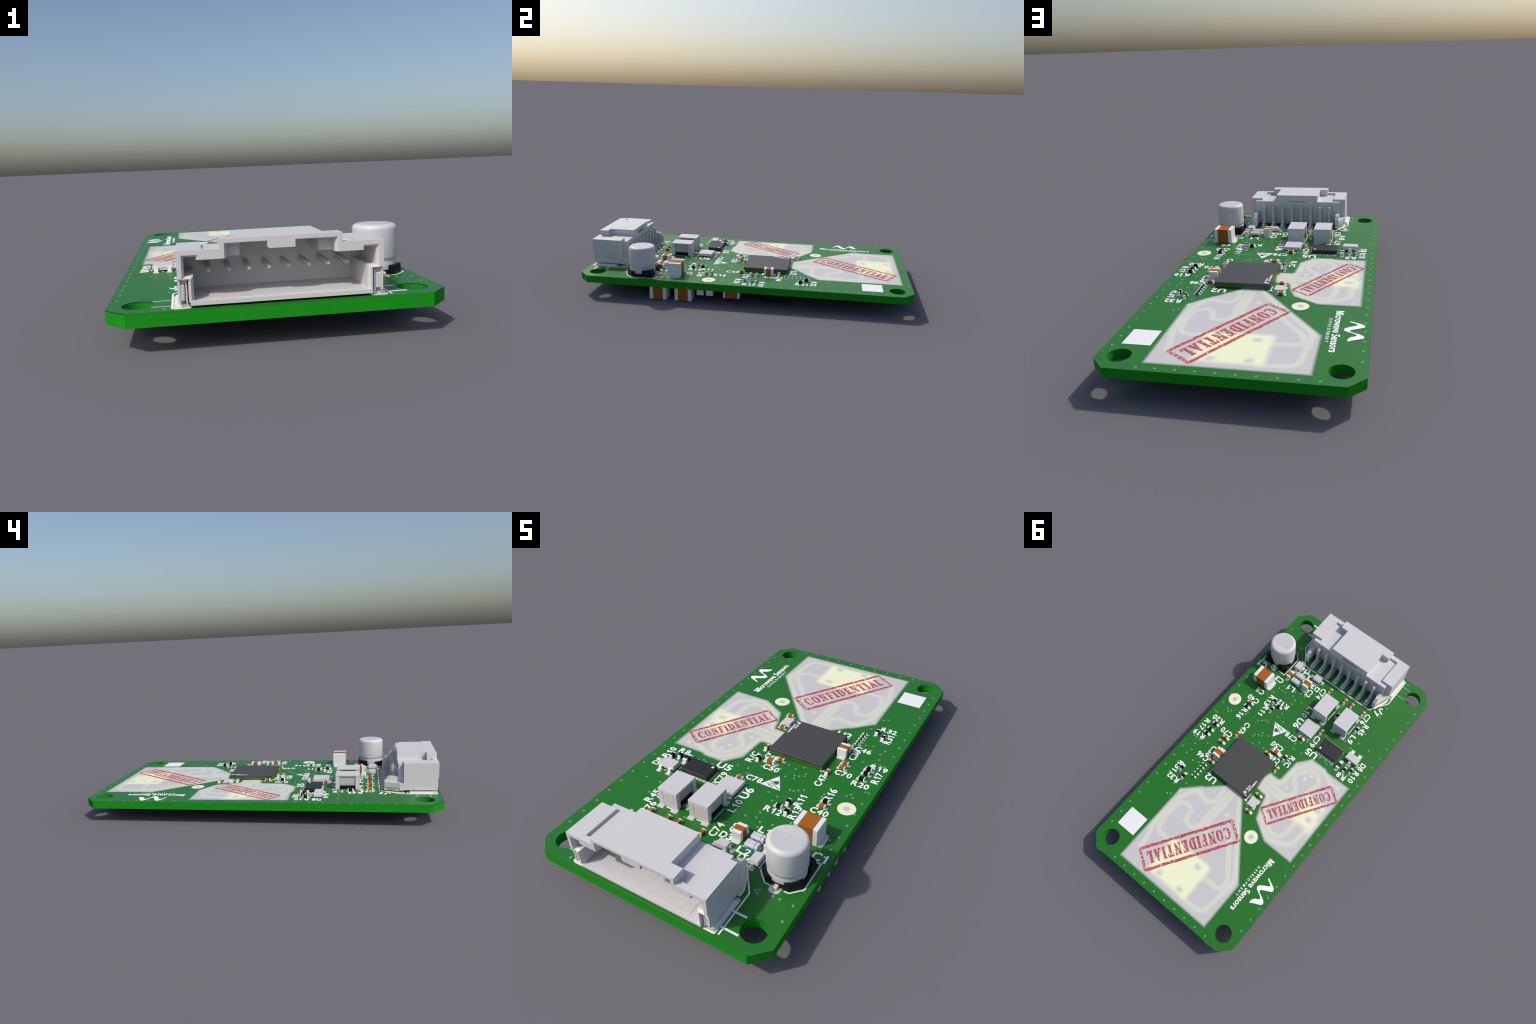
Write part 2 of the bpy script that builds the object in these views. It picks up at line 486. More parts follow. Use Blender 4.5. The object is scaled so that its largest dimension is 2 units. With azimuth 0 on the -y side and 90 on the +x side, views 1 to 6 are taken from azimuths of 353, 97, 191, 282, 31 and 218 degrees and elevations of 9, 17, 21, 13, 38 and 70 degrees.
def stamp(art, centre, angle, length, height, mat):
    bm = bmesh.new()
    k = [0]
    def put(poly):
        k[0] += 1
        add_prism(bm, poly, Z_PATCH - 0.0002, Z_STAMP + 2.5e-6 * k[0])
    # frame with slightly unsteady outline and rounded corners
    w = height * 0.105
    hl, hh = length / 2, height / 2
    rnd = random.Random(3)
    def side(p, q, width):
        n = 26
        p, q = Vector(p), Vector(q); d = (q - p).normalized(); nn = Vector((-d.y, d.x))
        for i in range(n):
            a = p.lerp(q, i / n); b = p.lerp(q, (i + 1) / n)
            wa = width * rnd.uniform(.42, .66); wb = width * rnd.uniform(.42, .66)
            put([tuple(a - nn * wa), tuple(b - nn * wa), tuple(b + nn * wb), tuple(a + nn * wb)])
    c = height * 0.06
    side((-hl + c, hh - w / 2), (hl - c, hh - w / 2), w)
    side((-hl + c, -hh + w / 2), (hl - c, -hh + w / 2), w)
    side((-hl + w / 2, -hh + c), (-hl + w / 2, hh - c), w * 1.1)
    side((hl - w / 2, -hh + c), (hl - w / 2, hh - c), w * 0.9)
    for sx in (-1, 1):
        for sy in (-1, 1):
            put(ring_pts(sx * (hl - w * .62), sy * (hh - w * .62), w * .62, 12))
    # lettering
    word = "CONFIDENTIAL"
    gl = [glyph_strokes(ch) for ch in word]
    em = height * 0.50
    gap = 0.16
    total = sum(g[0] for g in gl) + gap * (len(gl) - 1)
    sx = (length * 0.865) / (total * em)
    x = -total / 2
    for wd, polys in gl:
        for poly in polys:
            put([((x + px) * em * sx, (py - 0.5) * em) for px, py in poly])
        x += wd + gap
    bm.transform(Matrix.Translation((centre[0], centre[1], 0)) @ Matrix.Rotation(angle, 4, "Z"))
    o = new_obj("stamp_mark", mesh_from_bm(bm, "stamp_mark", mat), root)
    return o

ANG = math.radians(56.6)
stamp(BIG, (.044, .661), ANG, .560, .143, stamp_material("red_stamp_ink_wide", BIG, (.044, .661), ANG, .28))
stamp(SMALL, (-.296, .082), ANG, .443, .113, stamp_material("red_stamp_ink_narrow", SMALL, (-.296, .082), ANG, .2215))

# ------------------------------------------------------------------ lettering in silkscreen
def text_mesh(body, spacing=1.0, bold=0.0):
    cu = bpy.data.curves.new("lettering", "FONT")
    cu.body = body
    cu.size = 1.0
    cu.space_character = spacing
    cu.offset = bold
    cu.resolution_u = 4
    cu.fill_mode = "BOTH"
    cu.extrude = 0.02
    o = bpy.data.objects.new("lettering", cu)
    COL.objects.link(o)
    dg = bpy.context.evaluated_depsgraph_get()
    me = bpy.data.meshes.new_from_object(o.evaluated_get(dg))
    bpy.data.objects.remove(o); bpy.data.curves.remove(cu)
    return me

# printed lines are set letter by letter; the capital M is drawn here as one outline
LETTER_M = [(0, 0), (.20, 0), (.20, .66), (.345, 0), (.495, 0), (.64, .66), (.64, 0), (.84, 0), (.84, 1), (.565, 1), (.42, .34), (.275, 1), (0, 1)]
FACES = {}
def extent(me, axis):
    c = [v.co[axis] for v in me.vertices]
    return min(c), max(c)
def width_of(body):
    me = text_mesh(body); lo, hi = extent(me, 0); bpy.data.meshes.remove(me)
    return hi - lo
def face(ch, bold):
    """Mesh of one letter and its advance in the built-in font."""
    if (ch, bold) not in FACES:
        adv = width_of("H" + ch + "H") - width_of("HH")
        me = text_mesh(ch, 1.0, bold) if ch != " " else None
        if ch == "M":
            (x0, x1), (y0, y1) = extent(me, 0), extent(me, 1)
            bpy.data.meshes.remove(me)
            bm = bmesh.new()
            add_prism(bm, [(x0 + px / .84 * (x1 - x0), y0 + py * (y1 - y0)) for px, py in LETTER_M], -.02, .02)
            me = mesh_from_bm(bm, "glyph", [])
        FACES[(ch, bold)] = (me, adv)
    return FACES[(ch, bold)]
def lettering(name, body, centre, rot, width, height, z=Z_SILK, mat=None, spacing=1.0, bold=0.028):
    bm = bmesh.new()
    pen = 0.0
    for ch in body:
        me, adv = face(ch, bold)
        n0 = len(bm.verts)
        if me is not None:
            bm.from_mesh(me)
            bm.verts.ensure_lookup_table()
            for v in bm.verts[n0:]:
                v.co.x += pen
        pen += adv * spacing
    cap_lo, cap_hi = extent(face("H", bold)[0], 1)
    xs = [v.co.x for v in bm.verts]
    sx = width / (max(xs) - min(xs)); sy = height / (cap_hi - cap_lo)
    mx = (max(xs) + min(xs)) / 2; my = (cap_lo + cap_hi) / 2
    ca, sa = math.cos(math.radians(rot)), math.sin(math.radians(rot))
    for v in bm.verts:
        x, y = (v.co.x - mx) * sx, (v.co.y - my) * sy
        v.co = (centre[0] + x * ca - y * sa, centre[1] + x * sa + y * ca, z if v.co.z > 0 else z - 0.0008)
    me = bpy.data.meshes.new(name)
    bm.to_mesh(me); bm.free()
    me.materials.clear(); me.materials.append(mat or M["bright_silk"])
    for p in me.polygons:
        p.material_index = 0
    return new_obj(name, me, root)

# reference designators: letters set one by one in a heavy grotesque rhythm;
# the figure one gets its flag and the J its hook, which the built-in font lacks
ADVANCE = {"C": .74, "R": .74, "U": .74, "D": .74, "J": .58, "L": .62, "/": .34}
ONE = [(.235, 0), (.385, 0), (.385, .716), (.275, .716), (.205, .615), (.075, .560), (.075, .430), (.165, .462), (.235, .510)]
def hook_j():
    pts = [(.345, .716), (.490, .716), (.490, .235)]
    pts += [(.255 + .235 * math.cos(math.radians(t)), .225 + .237 * math.sin(math.radians(t))) for t in range(0, -181, -20)]
    pts += [(.020, .260), (.155, .275)]
    pts += [(.252 + .095 * math.cos(math.radians(t)), .225 + .105 * math.sin(math.radians(t))) for t in range(-180, 1, 30)]
    return pts
GLYPHS = {}
COUNT = [0]
def glyph(ch):
    """Flat outline mesh of one character, cap height .716, left edge at 0."""
    if ch not in GLYPHS:
        if ch in "1J":
            bm = bmesh.new(); add_prism(bm, ONE if ch == "1" else hook_j(), -.02, .02)
            me = mesh_from_bm(bm, "glyph", [])
        else:
            me = text_mesh(ch, 1.0, .024)
            t = text_mesh("H", 1.0, .024); ys = [v.co.y for v in t.vertices]
            k = .716 / (max(ys) - min(ys)); y0 = min(ys)
            bpy.data.meshes.remove(t)
            xs = [v.co.x for v in me.vertices]
            adv = ADVANCE.get(ch, .556)
            w = (max(xs) - min(xs)); target = adv * (.88 if ch != "/" else .95)
            for v in me.vertices:
                v.co.x = (v.co.x - min(xs)) * target / w + adv * .06
                v.co.y = (v.co.y - y0) * k
        GLYPHS[ch] = me
    return GLYPHS[ch]
def designator(body, centre, rot, width, height):
    bm = bmesh.new()
    x = 0.0
    for ch in body:
        n0 = len(bm.verts)
        bm.from_mesh(glyph(ch))
        bm.verts.ensure_lookup_table()
        for v in bm.verts[n0:]:
            v.co.x += x
        x += ADVANCE.get(ch, .556)
    sx, sy = width / x, height / .716
    COUNT[0] += 1
    zs = Z_SILK + 8e-6 * COUNT[0]      # no two labels lie in exactly one plane
    ca, sa = math.cos(math.radians(rot)), math.sin(math.radians(rot))
    for v in bm.verts:
        px, py = (v.co.x - x / 2) * sx, (v.co.y - .358) * sy
        v.co = (centre[0] + px * ca - py * sa, centre[1] + px * sa + py * ca, zs if v.co.z > 0 else Z_SILK - .0008)
    me = bpy.data.meshes.new("designator_text")
    bm.to_mesh(me); bm.free()
    me.materials.clear(); me.materials.append(M["bright_silk"])
    for p in me.polygons:
        p.material_index = 0
    return new_obj("designator_text", me, root)

W3, W2, H3 = 0.083, 0.060, 0.034
for body, x, y, rot in (
    ("R20", .432, -.036, 0), ("R17", .479, .042, 90), ("R19", .461, .111, 0), ("C70", .337, -.002, 0), ("C47", .269, -.094, 90),
    ("C38", .325, .152, 90), ("C46", .346, .207, 0), ("R31", .4185, .350, 90), ("R32", .3935, .418, 0),
    ("C40", .354, -.280, 0), ("R16", .349, -.160, 90), ("R11", .255, -.255, 90), ("R13", .270, -.335, 90), ("R12", .185, -.367, 0),
    ("C50", .037, -.125, 0), ("C49", -.005, -.052, 0), ("R/C", -.083, -.093, 90), ("C78", .010, -.227, 0), ("C79", -.122, -.295, 90),
    ("L10", .036, -.420, 90), ("L9", -.286, -.446, 90), ("C8", .3575, -.349, 0), ("C3", .314, -.489, 0), ("C2", .107, -.530, 90),
    ("L1", .220, -.486, 0), ("L2", .203, -.619, 0), ("D3", .100, -.584, 0), ("D4", .225, -.648, 0), ("C74", .046, -.575, 90),
    ("C76", -.274, -.608, 90), ("R45", -.306, -.541, 90), ("D8", -.443, -.338, 90), ("R8", -.379, -.215, 0), ("R10", -.4400, -.2560, 90)):
    w = W3 if len(body) == 3 else W2
    if body == "D8":
        w = .053
    if body == "C49":
        w = .066
    designator(body, (x, y), rot, w, H3)
for body, x, y, rot, w, h in (("U2", .215, .283, 0, .079, .042), ("U5", -.153, -.218, 0, .079, .042), ("U6", .033, -.328, 90, .077, .042),
                              ("C1", .471, -.506, 0, .072, .043), ("J1", -.311, -.700, 64, .068, .042)):
    designator(body, (x, y), rot, w, h)
lettering("logo_text", "Microwave Sensors", (-.3790, .6055), 90, .350, .0340, bold=.020)
lettering("logo_text", "DEVELOPMENT", (-.3455, .605), 90, .202, .0140, spacing=1.7, bold=.020)

# wave shaped emblem
bm = bmesh.new()
wave = [(-.4301, .5199), (-.4358, .5248), (-.4552, .5329), (-.4795, .5449), (-.4897, .5554), (-.4888, .5681), (-.4773, .5755), (-.4369, .5966),
        (-.4323, .6066), (-.4368, .6140), (-.4544, .6216), (-.4759, .6322), (-.4886, .6437), (-.4902, .6553), (-.4807, .6649), (-.4415, .6833),
        (-.4316, .6914), (-.4266, .6846), (-.4292, .6685), (-.4403, .6549), (-.4582, .6456), (-.4604, .6386), (-.4527, .6293), (-.4269, .6157),
        (-.4112, .6064), (-.4070, .5956), (-.4128, .5831), (-.4356, .5678), (-.4553, .5565), (-.4592, .5487), (-.4525, .5414), (-.4307, .5305), (-.4278, .5249)]
add_prism(bm, catmull(wave, 5), ZT - 0.0004, Z_SILK)
new_obj("wave_emblem", mesh_from_bm(bm, "wave_emblem", M["bright_silk"]), root)

# static-discharge warning triangle: white field with green hand and bar
bm = bmesh.new()
add_prism(bm, [(.1495, -.2441), (.0504, -.2441), (.0999, -.1575)], ZT - .0004, Z_SILK)
zt2 = Z_SILK + .0002
add_prism(bm, [(.1237, -.2075), (.1138, -.2177), (.0890, -.2040), (.1127, -.1890)], Z_SILK - .0002, zt2, 1)
stroke(bm, (.142, -.2405), (.077, -.2030), .0035, Z_SILK - .0002, zt2 + 1e-4, 1)
for i, (a, b) in enumerate((((.112, -.236), (.100, -.229)), ((.104, -.238), (.094, -.228)), ((.096, -.236), (.086, -.228)),
                            ((.090, -.234), (.080, -.227)), ((.080, -.230), (.077, -.219)), ((.098, -.222), (.084, -.220)))):
    stroke(bm, a, b, .0028, Z_SILK - .0002, zt2 + 2e-5 * i, 1)
new_obj("warning_triangle", mesh_from_bm(bm, "warning_triangle", [M["silk"], M["mask"]]), root)

# label field
bm = bmesh.new()
add_prism(bm, rect(.3332, .4546, .7025, .8228), ZT - .0004, Z_SILK)
new_obj("blank_label_field", mesh_from_bm(bm, "blank_label_field", M["silk"]), root)

# printed outlines
def ink(name, paths, w, mat=None):
    bm = bmesh.new()
    for p in paths:
        polyline(bm, p, w, Z_SILK)
    return new_obj(name, mesh_from_bm(bm, name, mat or M["silk"]), root)

ink("connector_outline", [[(.330, -.977), (.3285, -.782), (.2508, -.672), (-.2490, -.675), (-.3225, -.784), (-.3215, -.978)]], .0062)
ink("connector_outline", [[(.3324, -.873), (.3765, -.873)], [(.3332, -.9465), (.3890, -.9475)], [(.3205, -.873), (.3262, -.873)], [(.3205, -.9465), (.3268, -.9465)]], .0085)
ink("connector_outline", [[(-.326, -.942), (-.382, -.9405)], [(-.328, -.869), (-.382, -.871)]], .0014)
ink("capacitor_outline", [[(.433, -.5345), (.487, -.5345), (.4885, -.672), (.449, -.7125), (.428, -.7135)], [(.360, -.5345), (.3095, -.5345), (.3095, -.672), (.350, -.7125), (.372, -.7135)]], .0055)
ink("chip_outline", [[(-.0343, .204), (-.0343, .2535), (-.015, .2535)], [(.236, .2525), (.2505, .2525), (.2505, .236)],
                     [(-.0345, -.018), (-.0345, -.0325), (-.018, -.0325)], [(.2505, -.018), (.2505, -.0325), (.235, -.0325)]], .0045)
bm = bmesh.new(); add_prism(bm, ring_pts(-.0343, .2545, .0065, 16), ZT - .0004, Z_SILK + .0001)
new_obj("pin_mark", mesh_from_bm(bm, "pin_mark", M["silk"]), root)
ink("chip_outline", [[(-.1535, -.336), (-.1535, -.270)]], .0045)
ink("chip_outline", [[(.0085, -.382), (.0085, -.288)]], .0045)
ink("diode_outline", [[(.2975, -.665), (.2975, -.612)]], .0045)
ink("diode_outline", [[(.246, -.665), (.246, -.612)]], .0045)
ink("diode_outline", [[(.098, -.611), (.150, -.611)]], .0045)
ink("diode_outline", [[(-.418, -.316), (-.418, -.345)], [(-.3205, -.316), (-.3205, -.340)], [(-.365, -.374), (-.377, -.374)]], .0045)

# bare copper alignment rings
def disc_ring(name, x, y, r0, r1):
    bm = bmesh.new()
    a, b = ring_pts(x, y, r0, 40), ring_pts(x, y, r1, 40)
    za, zb = ZT - .0004, Z_SILK
    va = [[bm.verts.new((px, py, z)) for px, py in c] for c, z in ((a, zb), (b, zb), (b, za), (a, za))]
    for i in range(40):
        j = (i + 1) % 40
        for k in range(4):
            bm.faces.new((va[k][i], va[(k + 1) % 4][i], va[(k + 1) % 4][j], va[k][j]))
    o = new_obj(name, mesh_from_bm(bm, name, M["cream"]), root)
    bm = bmesh.new()
    add_prism(bm, ring_pts(x, y, r0 - .0002, 40), za, zb - .0002)
    new_obj("fiducial_dot", mesh_from_bm(bm, "fiducial_dot", M["solder"]), o)
disc_ring("fiducial_ring", -.1994, .4042, .0148, .0395)
disc_ring("fiducial_ring", .4443, -.2071, .0148, .0395)

# vias: edge stitching rows plus scattered ones
vias = [(.3252 - .0757 * i, .978) for i in range(10)]
vias += [(-.4925, .8335 - .0757 * i) for i in range(23)]
vias += [(.4865, .8375 - .0757 * i) for i in range(23) if not .08 < .8375 - .0757 * i < .16]
vias += [(.438, -.131), (.423, -.116), (.410, -.132), (.331, -.121), (.237, -.186), (.217, -.202), (.201, -.216), (.183, -.217), (.191, -.269),
         (.162, -.139), (.174, -.114), (.154, -.119), (.122, -.145), (.166, -.047), (.137, -.076), (.094, -.064), (.077, -.107), (.379, .125),
         (.438, .174), (.428, .216), (.438, .251), (.375, .264), (.340, .251), (.478, .136), (.459, .136), (.434, .136), (.416, .115),
         (.409, .024), (.438, .326), (.437, .401), (.345, .345), (.309, .396), (.364, .440), (.355, .512), (.335, .500), (.322, -.189), (.325, -.170)]
vias += [(.263, -.474), (.276, -.441), (.250, -.439), (.226, -.442), (.181, -.483), (.145, -.497), (.174, -.452), (.147, -.437), (.146, -.403),
         (.103, -.449), (.112, -.497), (.285, -.396), (.151, -.315), (.158, -.282), (.190, -.269), (.111, -.275), (-.037, -.209), (-.061, -.234),
         (-.087, -.264), (-.053, -.176), (-.105, -.181), (-.006, -.134), (-.116, -.218), (-.151, -.364), (-.190, -.234), (-.210, -.232),
         (-.249, -.233), (-.264, -.225), (-.288, -.234), (-.107, -.581), (.240, -.465), (.352, -.768), (.352, -.749), (.340, -.758)]
vias += [(-.344, -.972), (-.335, -.754), (-.336, -.678), (-.261, -.677), (-.337, -.452), (-.305, -.420), (-.317, -.396), (-.413, -.452),
         (-.303, -.342), (-.335, -.528), (-.264, -.413), (-.404, -.239), (.406, -.750), (.433, -.751)]
def via_rings(pts, mat, k=1.0):
    bm = bmesh.new()
    for x, y in pts:
        n = 10
        a, b = ring_pts(x, y, .0024 * k, n), ring_pts(x, y, .0050 * k, n)
        va = [bm.verts.new((px, py, ZT + .0003)) for px, py in a]
        vb = [bm.verts.new((px, py, ZT + .0003)) for px, py in b]
        vc = [bm.verts.new((px, py, ZT - .0003)) for px, py in b]
        vd = [bm.verts.new((px, py, ZT - .0003)) for px, py in a]
        for i in range(n):
            j = (i + 1) % n
            for p, q in ((va, vb), (vb, vc), (vc, vd), (vd, va)):
                bm.faces.new((p[i], q[i], q[j], p[j]))
    o = new_obj("via", mesh_from_bm(bm, "via", mat), root)
    o["kind"] = "stuff"
via_rings(vias, M["via"])
via_rings([(.472, -.070), (.195, -.086), (.195, -.103), (.452, -.470), (.4405, -.487), (.462, -.405)], M["via_gold"], .85)

# ------------------------------------------------------------------ chip capacitors and resistors
CACHE = {}
def chip_meshes(kind, L, W, H, t, body_mat):
    """Body between two metal end caps; long axis along local x, base at z=0."""
    key = (kind, L, W, H)
    if key in CACHE:
        return CACHE[key]
    bev = min(.0016, W * .08)
    bm = bmesh.new()
    add_box(bm, -L / 2 + t, L / 2 - t, -W / 2 * .985, W / 2 * .985, .0006, H * .985)
    body = mesh_from_bm(bm, kind, M[body_mat])
    bm = bmesh.new()
    add_box(bm, L / 2 - t, L / 2, -W / 2, W / 2, .0006, H, 0, bev)
    term = mesh_from_bm(bm, "terminal", M["terminal"])
    # copper land plus solder fillet sloping up to the end cap
    e = .0095 if L < .04 else (.015 if L < .07 else .0195)
    bm = bmesh.new()
    pw = W / 2 * (1.02 if L < .04 else .95)
    add_prism(bm, rounded_rect(L / 2 - t * 1.3, L / 2 + e, -pw, pw, min(.003, W * .2) if L < .04 else (.008 if L < .07 else .020)), -.0005, .0007, 0)
    hf = min(.006, H * .3)
    vs = [bm.verts.new(c) for c in ((L / 2 - .001, -pw * .92, .0006), (L / 2 + e * .85, -pw * .92, .0009), (L / 2 + e * .85, pw * .92, .0009),
                                    (L / 2 - .001, pw * .92, .0006), (L / 2 - .001, -pw * .92, hf), (L / 2 - .001, pw * .92, hf),
                                    (L / 2 + e * .85, -pw * .92, .0005), (L / 2 + e * .85, pw * .92, .0005))]
    for idx in ((4, 1, 2, 5), (0, 6, 1, 4), (3, 5, 2, 7), (0, 4, 5, 3), (1, 6, 7, 2), (0, 3, 7, 6)):
        f = bm.faces.new([vs[i] for i in idx]); f.material_index = 1
    pad = mesh_from_bm(bm, "solder_pad", [M["cream"], M["solder"]])
    CACHE[key] = (body, term, pad)
    return CACHE[key]

def chip(kind, x, y, axis, L, W, H, t, body_mat, under=False, pads=True):
    body, term, pad = chip_meshes(kind, L, W, H, t, body_mat)
    a = 0 if axis == "x" else math.pi / 2
    o = new_obj(kind, body, root)
    o.location = (x, y, ZB if under else ZT)
    o.rotation_euler = (math.pi, 0, a) if under else (0, 0, a)
    for k in (0, math.pi):
        c = new_obj("terminal", term, o); c.rotation_euler = (0, 0, k)
        if pads:
            c = new_obj("solder_pad", pad, o); c.rotation_euler = (0, 0, k)
    return o

S0402 = (.0315, .0165, .016, .0062)
for x, y, ax in ((.3516, -.2493, "x"), (.3165, .0275, "x"), (.3175, .0640, "x"), (.2735, -.0335, "y"), (.2816, .1986, "x"), (.0503, -.0545, "x"),
                 (-.0554, -.0033, "y"), (-.0749, .1829, "x"), (-.0900, .2957, "x"), (-.0437, -.2593, "x"), (-.1162, -.3656, "y"),
                 (.0112, -.6228, "y"), (-.1036, -.6232, "y"), (-.1558, -.6248, "y"), (-.2428, -.6238, "y")):
    chip("ceramic_capacitor", x, y, ax, *S0402, "orange")
for x, y, ax in ((.3520, -.2143, "x"), (.2410, -.3506, "y"), (.2188, -.2940, "y"), (.1972, -.3370, "x"), (.4234, -.0023, "x"), (.4265, .0431, "x"),
                 (.4265, .0769, "x"), (.3921, .3402, "y"), (.3502, .3727, "y"), (-.0473, -.0930, "y"), (-.3710, -.2574, "y"), (-.4062, -.2743, "y"),
                 (-.2743, -.5150, "y"), (-.1267, -.5155, "y")):
    chip("chip_resistor", x, y, ax, *S0402, "black")
for i in range(5):
    chip("chip_resistor", .3028, .2385 + .0243 * i, "x", .0185, .0092, .0085, .0048, "black")
chip("chip_resistor", -.329, -.2620, "y", .048, .0235, .018, .0125, "chip_dark")
chip("ceramic_capacitor", .0155, -.0905, "x", .048, .0250, .0225, .0115, "orange")
chip("ceramic_capacitor", .2772, .1350, "y", .056, .0460, .0440, .0145, "orange")
chip("ceramic_capacitor", .1490, -.5590, "y", .056, .0430, .0470, .0150, "orange")
chip("ceramic_capacitor", .2787, -.5540, "y", .047, .0275, .0250, .0120, "orange")
chip("ceramic_capacitor", .3825, -.4235, "x", .1030, .0820, .0840, .0205, "orange")
# underside capacitors
chip("ceramic_capacitor", .4520, -.5070, "y", .1030, .0840, .0850, .0220, "orange", under=True)
chip("ceramic_capacitor", .4520, -.3535, "y", .1030, .0840, .0850, .0220, "orange", under=True)
chip("ceramic_capacitor", .4580, -.2507, "x", .0540, .0420, .0440, .0145, "orange", under=True)
chip("ceramic_capacitor", .4580, -.1940, "x", .0540, .0420, .0440, .0145, "orange", under=True)
chip("ceramic_capacitor", .4690, -.0606, "y", .0975, .0500, .0470, .0120, "orange", under=True)
# underside choke
bm = bmesh.new()
add_prism(bm, rounded_rect(.280, .455, .105, .282, .028), .0255, ZB - .003)
ch = new_obj("shielded_inductor", mesh_from_bm(bm, "shielded_inductor", M["black"], 40), root)
for y0 in (.098, .278):
    bm = bmesh.new(); add_box(bm, .335, .462, y0, y0 + .014, ZB - .006, ZB + .0005)
    new_obj("solder_pad", mesh_from_bm(bm, "solder_pad", M["solder"]), ch)

# ------------------------------------------------------------------ large radar chip
bm = bmesh.new()
UX0, UX1, UY0, UY1 = -.0298, .2451, -.0282, .2470
add_box(bm, UX0, UX1, UY0, UY1, .1385, .1562, 0, .0008)
u2 = new_obj("radar_chip", mesh_from_bm(bm, "radar_chip", M["chip_grey"]), root)
bm = bmesh.new(); add_box(bm, UX0 + .0005, UX1 - .0005, UY0 + .0005, UY1 - .0005, .1325, .1385)
new_obj("chip_substrate", mesh_from_bm(bm, "chip_substrate", M["substrate"]), u2)
bm = bmesh.new()
for i in range(14):
    for j in range(14):
        if 3 < i < 10 and 3 < j < 10 and (i + j) % 2:
            continue
        x = UX0 + .012 + i * (UX1 - UX0 - .024) / 13; y = UY0 + .012 + j * (UY1 - UY0 - .024) / 13
        add_prism(bm, ring_pts(x, y, .0055, 8), ZT + .0006, .1326)
ob = new_obj("solder_ball", mesh_from_bm(bm, "solder_ball", M["pin"]), u2); ob["kind"] = "stuff"
ZC = .1564
def on_chip(o):
    o.parent = u2
on_chip(lettering("chip_marking", "TEXAS", (-.0022, .1935), -90, .036, .0105, ZC, bold=.02))
on_chip(lettering("chip_marking", "INSTRUMENTS", (-.0165, .1690), -90, .079, .0105, ZC, bold=.02))
bm = bmesh.new()
cxm, cym = -.0058, .2262
star = []
for i in range(10):
    r = .0125 if i % 2 == 0 else .0062
    t = math.radians(36 * i + 12)
    star.append((cxm + r * math.cos(t) * (1.1 if i in (2, 6) else .95), cym + r * math.sin(t)))
add_prism(bm, star, ZC - .0008, ZC)
add_prism(bm, ring_pts(-.0195, .2374, .0042, 16), ZC - .0008, ZC)
on_chip(new_obj("chip_marking", mesh_from_bm(bm, "chip_marking", M["silk"]), root))

# ------------------------------------------------------------------ small leaded packages
def gull_pad(parent, x0, x1, y0, y1, r=.002):
    bm = bmesh.new()
    add_prism(bm, rect(x0 - .0015, x1 + .0015, y0 - .0015, y1 + .0015), ZT - .0004, ZT + .0006, 0)
    add_prism(bm, rect(x0, x1, y0, y1), ZT - .0004, ZT + .0014, 1)
    return new_obj("solder_pad", mesh_from_bm(bm, "solder_pad", [M["cream"], M["solder"]]), parent)

def gull_lead(parent, x, y, direction, width, reach, top, foot=.008, th=.004, mat="pin"):
    """Bent lead leaving the body at height top, stepping down to the board."""
    dx, dy = direction
    prof = [(-.004, top), (reach - foot, top), (reach - foot, ZT + .0015 + th), (reach, ZT + .0015 + th), (reach, ZT + .0012),
            (reach - foot - th, ZT + .0012), (reach - foot - th, top - th), (-.004, top - th)]
    bm = bmesh.new()
    sides = []
    for s in (-width / 2, width / 2):
        sides.append([bm.verts.new((x + dx * p - dy * s, y + dy * p + dx * s, z)) for p, z in prof])
    n = len(prof)
    bm.faces.new(sides[0]); bm.faces.new(sides[1][::-1])
    for i in range(n):
        j = (i + 1) % n
        bm.faces.new((sides[0][i], sides[1][i], sides[1][j], sides[0][j]))
    return new_obj("lead", mesh_from_bm(bm, "lead", M[mat]), parent)

def package(name, x0, x1, y0, y1, z0, z1, mat, inset=None, bevel=.0012):
    bm = bmesh.new()
    if inset:
        zm = z0 + (z1 - z0) * .42
        add_box(bm, x0 + inset * .5, x1 - inset * .5, y0 + inset * .5, y1 - inset * .5, z0, zm - .0001)
        add_prism(bm, rect(x0, x1, y0, y1), zm, z1, 0, (inset, inset))
    else:
        add_box(bm, x0, x1, y0, y1, z0, z1, 0, bevel)
    return new_obj(name, mesh_from_bm(bm, name, M[mat]), root)

u5 = package("driver_chip", -.2985, -.1610, -.3490, -.2585, .1315, .1512, "chip_dark")
bm = bmesh.new(); add_prism(bm, ring_pts(-.1768, -.2755, .0066, 24), .1508, .1515)
new_obj("pin_mark", mesh_from_bm(bm, "pin_mark", M["silk"]), u5)
for i in range(7):
    x = -.1722 - .0190 * i
    gull_pad(u5, x - .0062, x + .0062, -.2590, -.2440)
    gull_pad(u5, x - .0062, x + .0062, -.3570, -.3450)
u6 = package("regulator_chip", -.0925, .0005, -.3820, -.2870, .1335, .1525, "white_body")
bm = bmesh.new(); add_prism(bm, ring_pts(-.0135, -.3020, .0016, 12), .1520, .1528)
new_obj("pin_mark", mesh_from_bm(bm, "pin_mark", M["pin"]), u6)
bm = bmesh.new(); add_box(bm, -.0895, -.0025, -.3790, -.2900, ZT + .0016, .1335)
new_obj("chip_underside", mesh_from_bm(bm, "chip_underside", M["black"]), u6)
for i in range(4):
    x = -.0135 - .0218 * i
    gull_pad(u6, x - .0075, x + .0075, -.2900, -.2745)
    gull_pad(u6, x - .0075, x + .0075, -.3945, -.3800)
